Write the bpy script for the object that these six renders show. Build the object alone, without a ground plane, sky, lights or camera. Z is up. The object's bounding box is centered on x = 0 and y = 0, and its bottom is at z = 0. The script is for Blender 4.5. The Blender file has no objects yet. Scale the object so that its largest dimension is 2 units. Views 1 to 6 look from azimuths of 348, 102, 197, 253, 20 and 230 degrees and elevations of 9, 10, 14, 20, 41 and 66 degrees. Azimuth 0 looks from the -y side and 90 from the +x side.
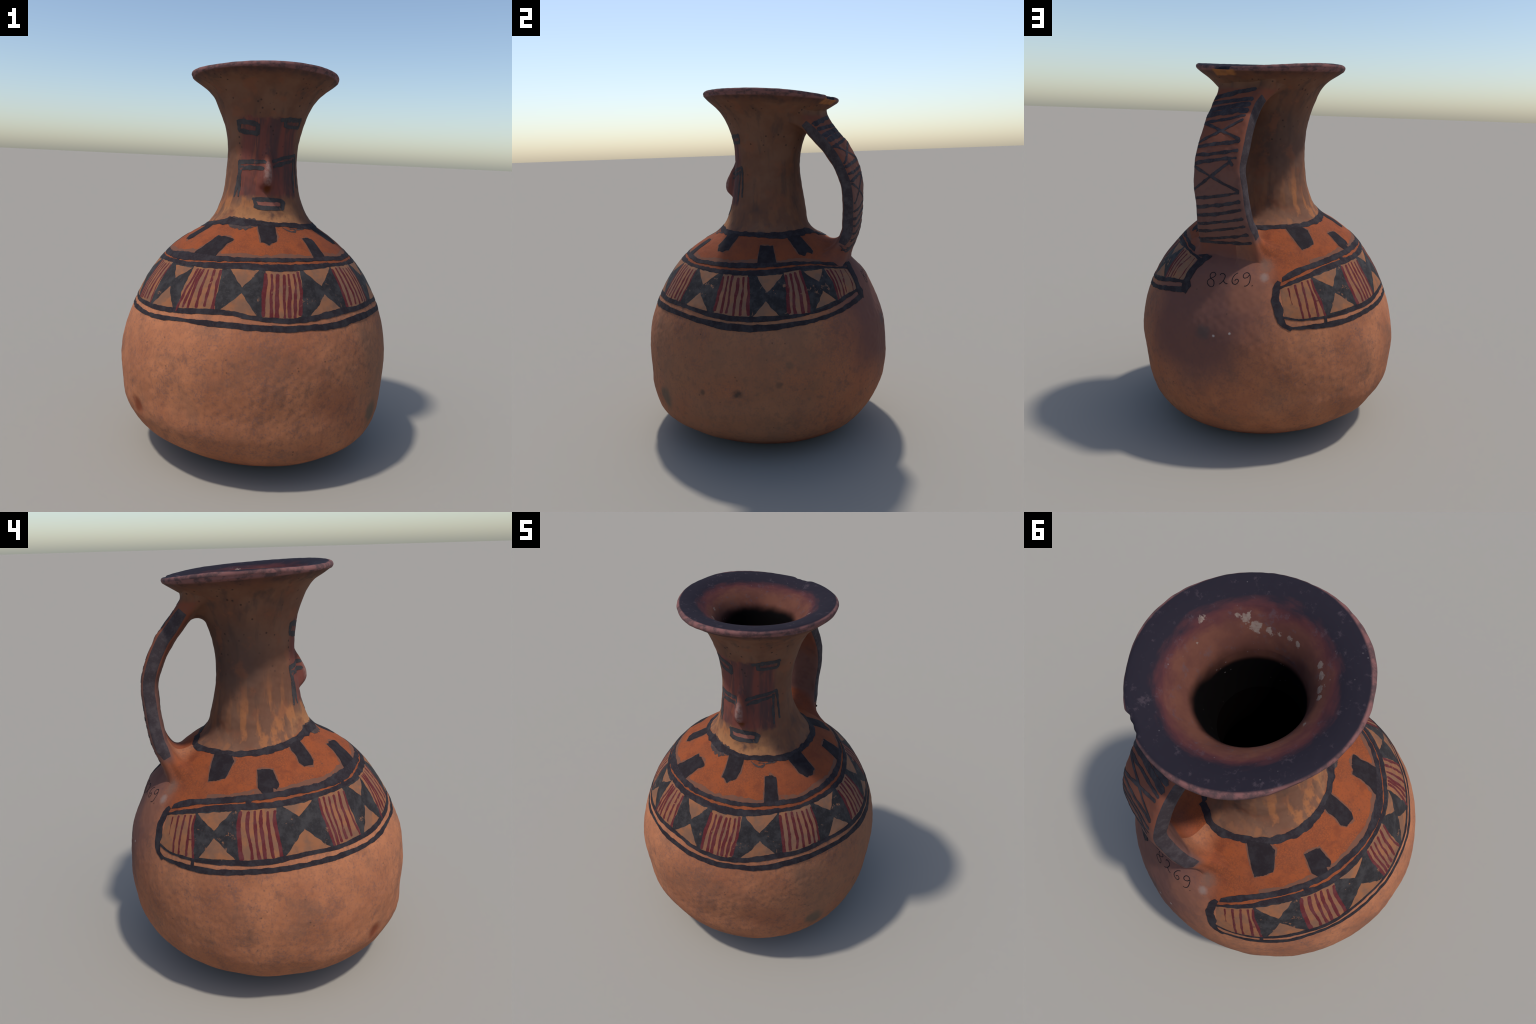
"""Hand-built clay jug: round body, flared neck with a modelled nose and a
painted face, strap handle, painted shoulder band.  All coordinates in metres."""
import bpy, math
import numpy as np
from mathutils import Vector, geometry
from mathutils.bvhtree import BVHTree

RNG = np.random.default_rng(8)

# ----------------------------------------------------------------------------
#  1. THE VESSEL AS A SURFACE   P(theta, z)
# ----------------------------------------------------------------------------
# wall stations: height, radius, centre x, centre y, ovalness (cos2, sin2), three-sidedness (cos3, sin3)
RINGS = np.array([
    (0.000, 0.3350, 0.0401, -0.0045, -0.0115, 0.0030, 0.0004, -0.0002),
    (0.030, 0.4400, 0.0334, -0.0060, -0.0116, 0.0029, -0.0007, 0.0012),
    (0.080, 0.5430, 0.0286, -0.0108, -0.0114, 0.0023, -0.0034, 0.0037),
    (0.150, 0.6330, 0.0171, -0.0225, -0.0045, 0.0002, -0.0049, 0.0010),
    (0.250, 0.6920, 0.0014, -0.0185, -0.0033, 0.0014, -0.0007, -0.0024),
    (0.400, 0.7159, -0.0003, -0.0048, -0.0024, 0.0053, -0.0023, -0.0040),
    (0.550, 0.7190, 0.0028, -0.0032, -0.0019, 0.0065, -0.0010, -0.0009),
    (0.700, 0.6929, 0.0079, 0.0000, -0.0057, 0.0086, 0.0006, -0.0002),
    (0.820, 0.6460, 0.0102, 0.0023, -0.0040, 0.0042, 0.0000, 0.0000),
    (0.930, 0.5820, 0.0111, -0.0016, -0.0025, 0.0063, 0.0000, 0.0000),
    (1.020, 0.5014, 0.0090, -0.0190, 0.0058, 0.0061, 0.0000, 0.0000),
    (1.060, 0.4650, 0.0096, -0.0149, 0.0046, 0.0070, 0.0000, 0.0000),
    (1.100, 0.4215, 0.0122, -0.0102, 0.0041, 0.0086, 0.0000, 0.0000),
    (1.140, 0.3667, 0.0155, -0.0050, 0.0037, 0.0099, 0.0000, 0.0000),
    (1.180, 0.3030, 0.0183, 0.0059, 0.0046, 0.0084, 0.0008, -0.0001),
    (1.220, 0.2648, 0.0167, 0.0151, 0.0030, 0.0061, 0.0011, 0.0004),
    (1.300, 0.2281, 0.0105, 0.0264, -0.0044, 0.0015, 0.0024, -0.0005),
    (1.450, 0.1957, 0.0051, 0.0276, -0.0072, -0.0020, 0.0019, -0.0011),
    (1.600, 0.1914, 0.0076, 0.0348, -0.0029, 0.0014, 0.0002, 0.0002),
    (1.700, 0.2073, 0.0100, 0.0436, 0.0001, 0.0032, 0.0009, 0.0012),
    (1.790, 0.2397, 0.0102, 0.0508, 0.0017, 0.0012, 0.0006, 0.0017),
    (1.865, 0.2858, 0.0148, 0.0539, 0.0028, -0.0040, -0.0000, 0.0005),
    (1.900, 0.3242, 0.0161, 0.0569, 0.0040, -0.0076, -0.0002, 0.0001),
    (1.925, 0.3607, 0.0125, 0.0597, 0.0030, -0.0040, -0.0003, 0.0000),
    (1.943, 0.3850, 0.0080, 0.0650, 0.0030, -0.0030, 0.0000, 0.0000)])
ZR = RINGS[:, 0]
Z_TOP = ZR[-1]


def hermite(x, xs, ys):
    """smooth curve through control points"""
    x = np.clip(np.asarray(x, float), xs[0], xs[-1])
    d = np.gradient(ys, xs)
    i = np.clip(np.searchsorted(xs, x, side='right') - 1, 0, len(xs) - 2)
    h = xs[i + 1] - xs[i]
    t = (x - xs[i]) / h
    return ((2*t**3 - 3*t**2 + 1)*ys[i] + (t**3 - 2*t**2 + t)*h*d[i]
            + (-2*t**3 + 3*t**2)*ys[i + 1] + (t**3 - t**2)*h*d[i + 1])


def smooth(x, a, b):
    t = np.clip((np.asarray(x, float) - a) / (b - a), 0, 1)
    return t*t*(3 - 2*t)


class Waves:
    """smooth seeded noise: a sum of plane waves"""
    def __init__(self, size, n=28):
        d = RNG.normal(size=(n, 3))
        d /= np.linalg.norm(d, axis=1)[:, None]
        self.k = d * (2*np.pi/size) * RNG.uniform(.6, 1.6, (n, 1))
        self.p = RNG.uniform(0, 2*np.pi, n)
        self.n = n

    def __call__(self, P):
        P = np.asarray(P, float)
        out = np.zeros(P.shape[:-1])
        for k, p in zip(self.k, self.p):
            out += np.sin(P @ k + p)
        return out * math.sqrt(2.0/self.n)


LUMPS, DIMPLES, EDGE_WOBBLE, EDGE_FRAY = Waves(.28), Waves(.05), Waves(.06), Waves(.013)

NOSE_Z = np.array([1.374, 1.389, 1.402, 1.417, 1.435, 1.456, 1.477, 1.505, 1.535, 1.565, 1.592, 1.614])
NOSE_H = np.array([0, .009, .025, .042, .053, .058, .058, .050, .036, .019, .007, 0])
NOSE_W = np.array([.032, .038, .042, .043, .042, .040, .038, .035, .031, .028, .024, .020])
NOSE_TH = math.radians(-93.5)


def nose_height(th, z):
    d = np.abs((th - NOSE_TH + np.pi) % (2*np.pi) - np.pi) * .20
    w = np.interp(z, NOSE_Z, NOSE_W)
    t = np.clip(d / (w*1.25), 0, 1)
    ridge = (1 - smooth(t, 0, 1))**1.15
    h = np.where((z > NOSE_Z[0]) & (z < NOSE_Z[-1]), hermite(z, NOSE_Z, NOSE_H), 0)
    return np.maximum(h, 0) * ridge


def chip(th):
    """broken-out bit of the rim beside the handle, 0..1"""
    d = np.degrees((th + np.pi) % (2*np.pi) - np.pi)
    return smooth(d, 61, 66) * (1 - smooth(d, 74, 80)) * (1 + .12*np.sin(d*1.1))


def rim_lift(th):
    """the mouth is tilted and a little warped"""
    return (-.0268*np.sin(th) + .0011*np.cos(th) + .0041*np.cos(2*th)
            - .0054*np.sin(2*th) + .0034*np.sin(3*th))


def col(k, z):
    return hermite(z, ZR, RINGS[:, k])


def swell(th, z, at_deg, at_z, wide_deg, high, amount):
    """local fullness of the wall"""
    d = (np.degrees(th) - at_deg + 180) % 360 - 180
    return amount*np.exp(-(d/wide_deg)**2 - ((z - at_z)/high)**2)


def wall_radius(th, z):
    return (col(1, z) + col(4, z)*np.cos(2*th) + col(5, z)*np.sin(2*th)
            + col(6, z)*np.cos(3*th) + col(7, z)*np.sin(3*th)
            + swell(th, z, 80, 1.02, 44, .090, .046)       # under the handle
            + swell(th, z, 150, 1.02, 30, .085, .010)
            + swell(th, z, 92, 1.135, 42, .055, .018)
            + swell(th, z, -146, .52, 20, .09, .006))


def wall(th, z, r=None, lift=None, out=0.0):
    """point of the outer wall at angle th and (untilted) height z"""
    th = np.asarray(th, float); z = np.asarray(z, float)
    cx, cy = col(2, z), col(3, z)
    rad = wall_radius(th, z) if r is None else r
    P0 = np.stack([cx + rad*np.cos(th), cy + rad*np.sin(th), z + 0*th], -1)
    dent = np.exp(-(((P0 - np.array([-.632, -.338, .314]))/np.array([.05, .05, .045]))**2).sum(-1))
    fade = smooth(z, 0.0, .1)
    rad = rad + (LUMPS(P0)*.0016 + DIMPLES(P0)*.00045)*fade - .010*dent
    if r is None:
        rad = rad + nose_height(th, z)
    rad = rad - .010*chip(th)*smooth(z, 1.90, 1.95) + out
    w = smooth(z, 1.70, 1.93) if lift is None else lift
    return np.stack([cx + rad*np.cos(th), cy + rad*np.sin(th), z + w*rim_lift(th)], -1)


def wall_normal(th, z):
    e = 1.5e-3
    a = wall(th + e, z) - wall(th - e, z)
    zz = np.clip(z, e, Z_TOP - e)
    b = wall(th, zz + e) - wall(th, zz - e)
    n = np.cross(a, b)
    return n / np.linalg.norm(n, axis=-1, keepdims=True)


def to_wall(P, steps=6):
    """nearest point of the wall to P (Newton on the radial distance)"""
    P = np.array(P, float)
    for _ in range(steps):
        def F(Q):
            x, y = Q[..., 0] - col(2, Q[..., 2]), Q[..., 1] - col(3, Q[..., 2])
            th = np.arctan2(y, x)
            zz = Q[..., 2] - smooth(Q[..., 2], 1.70, 1.93)*rim_lift(th)
            return np.hypot(x, y) - wall_radius(th, zz)
        f = F(P)
        g = np.stack([(F(P + e) - F(P - e))/2e-4 for e in np.eye(3)*1e-4], -1)
        P = P - (f/(g**2).sum(-1))[..., None]*g
    return P


# ----------------------------------------------------------------------------
#  2. MATERIALS
# ----------------------------------------------------------------------------
class Nodes:
    def __init__(self, tree):
        self.t = tree

    def new(self, kind, **kw):
        n = self.t.nodes.new(kind)
        for k, v in kw.items():
            setattr(n, k, v)
        return n

    def put(self, sock, v):
        if isinstance(v, bpy.types.NodeSocket):
            self.t.links.new(v, sock)
        elif isinstance(v, (tuple, list)) and len(v) == 3 and sock.type == 'RGBA':
            sock.default_value = (*v, 1)
        else:
            sock.default_value = v

    def math(self, op, a, b=None, c=None, clamp=False):
        n = self.new('ShaderNodeMath', operation=op, use_clamp=clamp)
        for i, v in enumerate((a, b, c)):
            if v is not None:
                self.put(n.inputs[i], v)
        return n.outputs[0]

    def step(self, x, lo, hi, a=0.0, b=1.0):
        n = self.new('ShaderNodeMapRange', interpolation_type='SMOOTHSTEP')
        for i, v in zip((0, 1, 2, 3, 4), (x, lo, hi, a, b)):
            self.put(n.inputs[i], v)
        return n.outputs[0]

    def mix(self, f, a, b, mode='MIX'):
        n = self.new('ShaderNodeMix', data_type='RGBA', blend_type=mode)
        self.put(n.inputs[0], f); self.put(n.inputs[6], a); self.put(n.inputs[7], b)
        return n.outputs[2]

    def vec(self, op, a, b):
        n = self.new('ShaderNodeVectorMath', operation=op)
        self.put(n.inputs[0], a)
        if op == 'SCALE':
            self.put(n.inputs[3], b)
        else:
            self.put(n.inputs[1], b)
        return n.outputs['Value'] if op in ('LENGTH', 'DISTANCE', 'DOT_PRODUCT') else n.outputs[0]

    def noise(self, vec, scale, detail=4, rough=.55, warp=0.0):
        n = self.new('ShaderNodeTexNoise')
        self.put(n.inputs['Vector'], vec)
        n.inputs['Scale'].default_value = scale
        n.inputs['Detail'].default_value = detail
        n.inputs['Roughness'].default_value = rough
        n.inputs['Distortion'].default_value = warp
        return n.outputs[0]

    def curve(self, x, pts):
        """piecewise curve through (x, y) control points, x and y in 0..1"""
        n = self.new('ShaderNodeFloatCurve')
        c = n.mapping.curves[0]
        while len(c.points) < len(pts):
            c.points.new(.5, .5)
        for p, (u, v) in zip(c.points, pts):
            p.location = (u, v)
            p.handle_type = 'AUTO'
        n.mapping.update()
        self.put(n.inputs['Value'], x)
        return n.outputs[0]

    def position(self):
        tc = self.new('ShaderNodeTexCoord').outputs['Object']
        s = self.new('ShaderNodeSeparateXYZ'); self.put(s.inputs[0], tc)
        return tc, s.outputs[0], s.outputs[1], s.outputs[2]

    def angle(self, x, y, cx=.01, cy=.0):
        """angle round the axis, measured from the handle side: 0..1 for 90..450 degrees"""
        a = self.math('ARCTAN2', self.math('SUBTRACT', y, cy), self.math('SUBTRACT', x, cx))
        a = self.math('DIVIDE', self.math('SUBTRACT', a, math.pi/2), 2*math.pi)
        return self.math('FRACT', self.math('ADD', a, 1.0))


def deg(d):
    return (d - 90)/360.0


# palette (own colours of the clay and the paints)
CLAY_PALE = (.405, .154, .073)
CLAY_MID = (.308, .113, .056)
CLAY_STAIN = (.165, .075, .050)
CLAY_RED = (.300, .095, .045)
SLIP_ORANGE = (.262, .064, .021)
SLIP_DEEP = (.165, .042, .019)
CLAY_SMOKED = (.128, .058, .049)
NECK_BROWN = (.137, .061, .037)
NECK_DARK = (.078, .046, .036)
NECK_STREAK = (.285, .110, .046)
FACE_RED = (.158, .047, .036)
FACE_DARK = (.072, .037, .036)
BLACK_PAINT = (.021, .015, .018)
BLACK_DUSTY = (.046, .041, .044)
PANEL_TAN = (.188, .090, .053)
PANEL_ORANGE = (.258, .102, .047)
RED_PAINT = (.098, .016, .018)
RED_DUSTY = (.125, .040, .041)
LIP_BLACK = (.019, .016, .023)
LIP_RED = (.078, .026, .027)
THROAT = (.135, .052, .034)
PINK_WORN = (.190, .085, .078)
CHALK = (.400, .340, .300)

_groups = {}


def as_group(name, fn):
    """colour function -> node group with outputs Colour and Height"""
    g = bpy.data.node_groups.new(name, 'ShaderNodeTree')
    g.interface.new_socket('Colour', in_out='OUTPUT', socket_type='NodeSocketColor')
    g.interface.new_socket('Height', in_out='OUTPUT', socket_type='NodeSocketFloat')
    N = Nodes(g)
    c, h = fn(N)
    o = N.new('NodeGroupOutput')
    N.put(o.inputs[0], c); N.put(o.inputs[1], h)
    _groups[name] = g
    return g


def use(N, name):
    n = N.new('ShaderNodeGroup'); n.node_tree = _groups[name]
    return n.outputs[0], n.outputs[1]


def body_colour(N):
    p, x, y, z = N.position()
    a = N.angle(x, y)
    big = N.noise(p, 3.2, 5, .55)
    mid = N.noise(p, 9, 6, .62, .3)
    fine = N.noise(p, 70, 4, .65)
    stretched = N.vec('MULTIPLY', p, (1, 1, .32))
    brush = N.noise(stretched, 46, 4, .6)
    # lower belly: pale clay, brownish stains, fine pores
    c = N.mix(N.step(big, .36, .66), CLAY_MID, CLAY_PALE)
    c = N.mix(N.math('MULTIPLY', N.step(mid, .50, .74), .62), c, CLAY_STAIN)
    c = N.mix(N.math('MULTIPLY', N.step(brush, .50, .72), .34), c, CLAY_STAIN)
    c = N.mix(N.math('MULTIPLY', N.step(fine, .58, .74), .30), c, CLAY_STAIN)
    grain = N.noise(p, 105, 3, .6)
    c = N.mix(N.math('MULTIPLY', N.step(grain, .50, .66), N.step(mid, .35, .6, .25, .60)), c, (.175, .092, .074))
    c = N.mix(N.math('MULTIPLY', N.step(grain, .48, .34), .30), c, (.400, .150, .064))
    blush = N.noise(p, 2.1, 3, .5)
    c = N.mix(N.math('MULTIPLY', N.step(blush, .52, .68), .40), c, CLAY_RED)
    mott = N.noise(p, 30, 5, .65)
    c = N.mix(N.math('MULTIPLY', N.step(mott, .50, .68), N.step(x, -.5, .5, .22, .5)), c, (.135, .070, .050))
    cloud = N.noise(p, 5.5, 4, .55, .4)
    c = N.mix(N.math('MULTIPLY', N.step(cloud, .52, .70), .42), c, (.190, .092, .058))
    # a greyer, darker flank towards +x
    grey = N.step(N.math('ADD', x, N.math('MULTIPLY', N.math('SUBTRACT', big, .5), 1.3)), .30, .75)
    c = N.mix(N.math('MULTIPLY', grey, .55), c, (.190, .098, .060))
    # shoulder slip above the band: orange with a dark crackle
    lim = N.curve(a, [(0, .48), (deg(108), .36), (deg(115), .27), (deg(120), .36), (deg(126), .43), (deg(135), .52), (deg(148), .59), (deg(165), .62), (deg(178), .66), (deg(192), .69),
                      (deg(218), .73), (deg(240), .78), (deg(270), .79), (deg(318), .76), (deg(345), .74), (deg(368), .72), (deg(393), .77), (deg(406), .75), (deg(418), .68), (deg(430), .60), (1, .55)])
    lim = N.math('MULTIPLY_ADD', lim, .25, .84)
    sh = N.step(N.math('SUBTRACT', z, lim), -.008, .010)
    soft = N.step(N.math('ADD', z, N.math('MULTIPLY', N.math('SUBTRACT', big, .5), .16)), .95, 1.06)
    front = N.math('MULTIPLY', N.step(a, deg(104), deg(114)), N.step(a, deg(442), deg(434)))
    sh = N.math('ADD', N.math('MULTIPLY', front, sh), N.math('MULTIPLY', N.math('SUBTRACT', 1.0, front), N.math('MULTIPLY', soft, N.step(a, deg(92), deg(106)))))
    v = N.new('ShaderNodeTexVoronoi', feature='DISTANCE_TO_EDGE')
    warp = N.new('ShaderNodeTexNoise'); N.put(warp.inputs['Vector'], p); warp.inputs['Scale'].default_value = 30
    N.put(v.inputs['Vector'], N.vec('ADD', p, N.vec('SCALE', warp.outputs[1], .03)))
    v.inputs['Scale'].default_value = 105
    crack = N.step(v.outputs[0], .0, .22, 1.0, .0)
    crack = N.math('MULTIPLY', crack, N.step(N.noise(p, 8, 3), .38, .60))
    o = N.mix(N.step(N.noise(p, 7, 5, .6), .40, .66), SLIP_ORANGE, (.235, .062, .024))
    o = N.mix(N.math('MULTIPLY', crack, .42), o, (.095, .036, .022))
    o = N.mix(N.math('MULTIPLY', N.step(N.noise(p, 13, 4, .6), .50, .70), .65), o, SLIP_DEEP)
    o = N.mix(N.math('MULTIPLY', N.step(N.noise(p, 120, 3, .6), .52, .66), .40), o, (.12, .042, .024))
    o = N.mix(N.math('MULTIPLY', N.step(x, .02, .42), .42), o, (.150, .040, .021))  # slip tinted deeper where the +x shoulder lies away from the sun
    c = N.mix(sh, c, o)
    # smoked, dull red-brown area below the handle
    d = N.vec('DISTANCE', N.vec('MULTIPLY', p, (1, 1, .95)), (.17, .66, .74))
    d = N.math('ADD', d, N.math('MULTIPLY', N.math('SUBTRACT', N.noise(p, 4.5, 4, .5), .5), .30))
    c = N.mix(N.math('MULTIPLY', N.step(d, .50, .22), .88), c, CLAY_SMOKED)
    rub = N.step(N.vec('DISTANCE', N.vec('MULTIPLY', p, (1, .6, 1)), (-.08, .36, .86)), .13, .04)
    c = N.mix(N.math('MULTIPLY', rub, .45), c, (.30, .115, .062))
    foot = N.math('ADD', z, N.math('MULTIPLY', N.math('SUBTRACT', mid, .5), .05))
    c = N.mix(N.math('MULTIPLY', N.step(foot, .135, .060), .85), c, (.165, .044, .023))  # red foot, its colour deepened with the shade under the belly
    # single marks: grey smudges, soot spots, chalky flecks, the red dent
    for (q, r, s, k) in (((.518, -.487, .295), .085, (.085, .075, .055), .75),
                         ((.716, -.024, .422), .034, (.055, .04, .032), .85),
                         ((.690, -.045, .424), .030, (.06, .045, .035), .6),
                         ((.680, -.219, .415), .022, (.07, .05, .038), .7),
                         ((.695, .196, .477), .026, (.09, .06, .045), .6),
                         ((.677, .247, .577), .030, (.12, .08, .055), .5),
                         ((.108, .695, .682), .055, (.075, .06, .055), .6),
                         ((-.632, -.335, .314), .065, (.17, .040, .018), .85),
                         ((-.136, .500, .985), .050, (.13, .095, .075), .5),
                         ((-.150, .555, .945), .030, (.26, .20, .17), .55),
                         ((.052, .703, .670), .010, CHALK, .8),
                         ((-.029, .697, .690), .009, CHALK, .8)):
        dd = N.math('ADD', N.vec('DISTANCE', p, q), N.math('MULTIPLY', N.math('SUBTRACT', N.noise(p, .9/r, 3, .6), .5), r*1.1))
        c = N.mix(N.math('MULTIPLY', N.step(dd, r, r*.25), k), c, s)
    # scattered pits
    pit = N.new('ShaderNodeTexVoronoi'); N.put(pit.inputs['Vector'], p); pit.inputs['Scale'].default_value = 24
    dots = N.math('MULTIPLY', N.step(pit.outputs['Distance'], .14, .07), N.step(N.noise(p, 5, 2), .55, .62))
    c = N.mix(N.math('MULTIPLY', dots, .6), c, (.07, .042, .032))
    h = N.math('ADD', N.math('MULTIPLY', fine, .5), N.math('MULTIPLY', mid, .8))
    return c, h


def neck_colour(N):
    p, x, y, z = N.position()
    a = N.angle(x, y, .01, .03)
    mott = N.noise(p, 7, 6, .6)
    fine = N.noise(p, 60, 4, .65)
    tall = N.vec('MULTIPLY', p, (1, 1, .085))
    streak = N.noise(tall, 24, 4, .55)
    c = N.mix(N.step(mott, .36, .66), NECK_BROWN, (.165, .080, .049))
    c = N.mix(N.math('MULTIPLY', N.step(N.noise(tall, 15, 4, .55), .50, .70), .75), c, NECK_DARK)
    low = N.step(z, 1.58, 1.30)
    left = N.math('MULTIPLY', N.step(a, deg(120), deg(150)), N.step(a, deg(285), deg(250)))
    hot = N.math('MULTIPLY', N.math('MULTIPLY', low, N.math('MULTIPLY_ADD', left, .75, .25)), N.step(streak, .47, .62))
    c = N.mix(hot, c, NECK_STREAK)
    # pale foot of the neck in front
    foot = N.math('MULTIPLY', N.step(z, 1.335, 1.25), N.math('MULTIPLY', N.step(a, deg(190), deg(225)), N.step(a, deg(320), deg(290))))
    c = N.mix(N.math('MULTIPLY', foot, N.step(N.noise(p, 18, 5, .6), .30, .62)), c, (.33, .145, .062))
    # dusky patch on the back, lifted by the handle
    c = N.mix(N.math('MULTIPLY', N.step(N.vec('DISTANCE', p, (-.12, .20, 1.58)), .26, .08), .65), c, (.075, .045, .036))
    c = N.mix(N.math('MULTIPLY', N.step(N.noise(p, 11, 5, .6), .52, .66), .6), c, (.185, .070, .038))
    # red painted face
    wob = N.math('MULTIPLY', N.math('SUBTRACT', N.noise(p, 26, 4, .6), .5), .05)
    aw = N.math('ADD', a, N.math('MULTIPLY', wob, .35))
    zw = N.math('ADD', z, wob)
    f = N.math('MULTIPLY', N.step(aw, deg(214), deg(230)), N.step(aw, deg(325), deg(312)))
    f = N.math('MULTIPLY', f, N.math('MULTIPLY', N.step(zw, 1.330, 1.365), N.step(zw, 1.755, 1.735)))
    red = N.mix(N.step(N.noise(tall, 20, 4, .6), .38, .66), FACE_RED, FACE_DARK)
    red = N.mix(N.math('MULTIPLY', N.step(N.noise(tall, 34, 3, .6), .54, .66), .55), red, (.235, .070, .038))
    c = N.mix(N.math('MULTIPLY', f, .92), c, red)
    # rubbed pale bridge of the nose, the shadow below its tip painted brown
    nd = N.vec('DISTANCE', N.vec('MULTIPLY', p, (1, 1, .28)), (-.008, -.222, .415))
    c = N.mix(N.math('MULTIPLY', N.step(nd, .034, .012), N.step(fine, .36, .60, .25, .8)), c, (.25, .150, .125))
    c = N.mix(N.step(N.vec('DISTANCE', p, (-.006, -.205, 1.383)), .032, .016), c, (.105, .030, .010))
    pit = N.new('ShaderNodeTexVoronoi'); N.put(pit.inputs['Vector'], p); pit.inputs['Scale'].default_value = 30
    dots = N.math('MULTIPLY', N.step(pit.outputs['Distance'], .21, .09), N.step(N.noise(p, 6, 2), .44, .52))
    c = N.mix(N.math('MULTIPLY', dots, N.step(z, 1.45, 1.62, .15, .8)), c, (.035, .022, .018))
    c = N.mix(N.math('MULTIPLY', N.step(fine, .58, .75), .3), c, NECK_DARK)
    return c, N.math('ADD', N.math('MULTIPLY', fine, .5), N.math('MULTIPLY', streak, .7))


def mouth_colour(N):
    """lip and throat: colour by distance from the mouth's own axis"""
    p, x, y, z = N.position()
    dx, dy = N.math('SUBTRACT', x, .010), N.math('SUBTRACT', y, .067)
    r = N.math('SQRT', N.math('ADD', N.math('MULTIPLY', dx, dx), N.math('MULTIPLY', dy, dy)))
    a = N.angle(x, y, .010, .067)
    ring = N.new('ShaderNodeCombineXYZ')
    N.put(ring.inputs[0], N.math('MULTIPLY', r, 9.0)); N.put(ring.inputs[1], N.math('MULTIPLY', N.math('SINE', N.math('MULTIPLY', a, 2*math.pi)), .8))
    N.put(ring.inputs[2], N.math('MULTIPLY', N.math('COSINE', N.math('MULTIPLY', a, 2*math.pi)), .8))
    brush = N.noise(ring.outputs[0], 3.2, 5, .6)
    fine = N.noise(p, 75, 4, .65)
    rr = N.math('ADD', r, N.math('MULTIPLY', N.math('SUBTRACT', brush, .5), .09))
    c = N.mix(N.step(N.noise(p, 10, 5, .6), .38, .64), THROAT, (.105, .040, .029))
    c = N.mix(N.step(rr, .232, .275), c, LIP_RED)
    c = N.mix(N.step(rr, .262, .308), c, LIP_BLACK)
    c = N.mix(N.math('MULTIPLY', N.step(N.noise(p, 26, 5, .7), .55, .70), .45), c, (.085, .062, .072))
    soot = N.math('ADD', r, N.math('MULTIPLY', N.math('SUBTRACT', N.noise(p, 6, 3), .5), .03))  # radius inside which the throat is painted black for lack of light
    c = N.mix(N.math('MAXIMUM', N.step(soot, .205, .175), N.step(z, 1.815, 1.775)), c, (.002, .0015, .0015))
    worn = N.step(r, .380, .389)
    edge = N.mix(N.step(N.noise(p, 22, 5, .65), .40, .62), PINK_WORN, (.085, .050, .050))
    c = N.mix(worn, c, edge)
    # chalky crusts on the throat
    for q, rad in (((.288, .022, 1.948), .024), ((.225, -.075, 1.940), .018), ((.195, -.096, 1.930), .030), ((.160, -.100, 1.912), .036), ((.125, -.122, 1.905), .026),
                   ((.090, -.136, 1.904), .022), ((.054, -.150, 1.905), .020), ((.018, -.154, 1.906), .020), ((-.095, -.146, 1.926), .022), ((-.125, -.122, 1.918), .024),
                   ((-.152, -.092, 1.910), .024), ((-.176, -.066, 1.909), .018), ((-.213, .027, 1.900), .020), ((.247, .081, 1.907), .011)):
        d = N.vec('DISTANCE', p, q)
        d = N.math('ADD', d, N.math('MULTIPLY', N.math('SUBTRACT', N.noise(p, 34, 5, .7), .5), rad*2.2))
        c = N.mix(N.math('MULTIPLY', N.step(d, rad*.62, rad*.50), N.step(fine, .3, .6, .45, .9)), c, (.215, .160, .130))
    spk = N.new('ShaderNodeTexVoronoi'); N.put(spk.inputs['Vector'], p); spk.inputs['Scale'].default_value = 34
    c = N.mix(N.math('MULTIPLY', N.step(spk.outputs['Distance'], .12, .05), N.step(N.noise(p, 7, 2), .50, .60, 0, .35)), c, (.20, .17, .17))
    return c, N.math('ADD', N.math('MULTIPLY', fine, .6), N.math('MULTIPLY', brush, .5))


def wall_colour(N):
    """body slip below the painted neck line, neck clay above it"""
    p, x, y, z = N.position()
    a = N.angle(x, y, .013, .008)
    lim = N.curve(a, [(0, .45), (deg(118), .46), (deg(136), .47), (deg(152), .53), (deg(170), .65), (deg(190), .82), (deg(208), .99), (deg(221), 1.0),
                      (deg(250), 1.0), (deg(275), .97), (deg(299), .90), (deg(317), .82), (deg(341), .80), (deg(364), .77), (deg(387), .70), (deg(407), .71), (deg(435), .68), (1, .46)])
    lim = N.math('MULTIPLY_ADD', lim, .118, 1.101)
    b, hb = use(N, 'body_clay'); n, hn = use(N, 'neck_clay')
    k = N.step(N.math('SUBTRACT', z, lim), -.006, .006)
    return N.mix(k, b, n), hb


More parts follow.
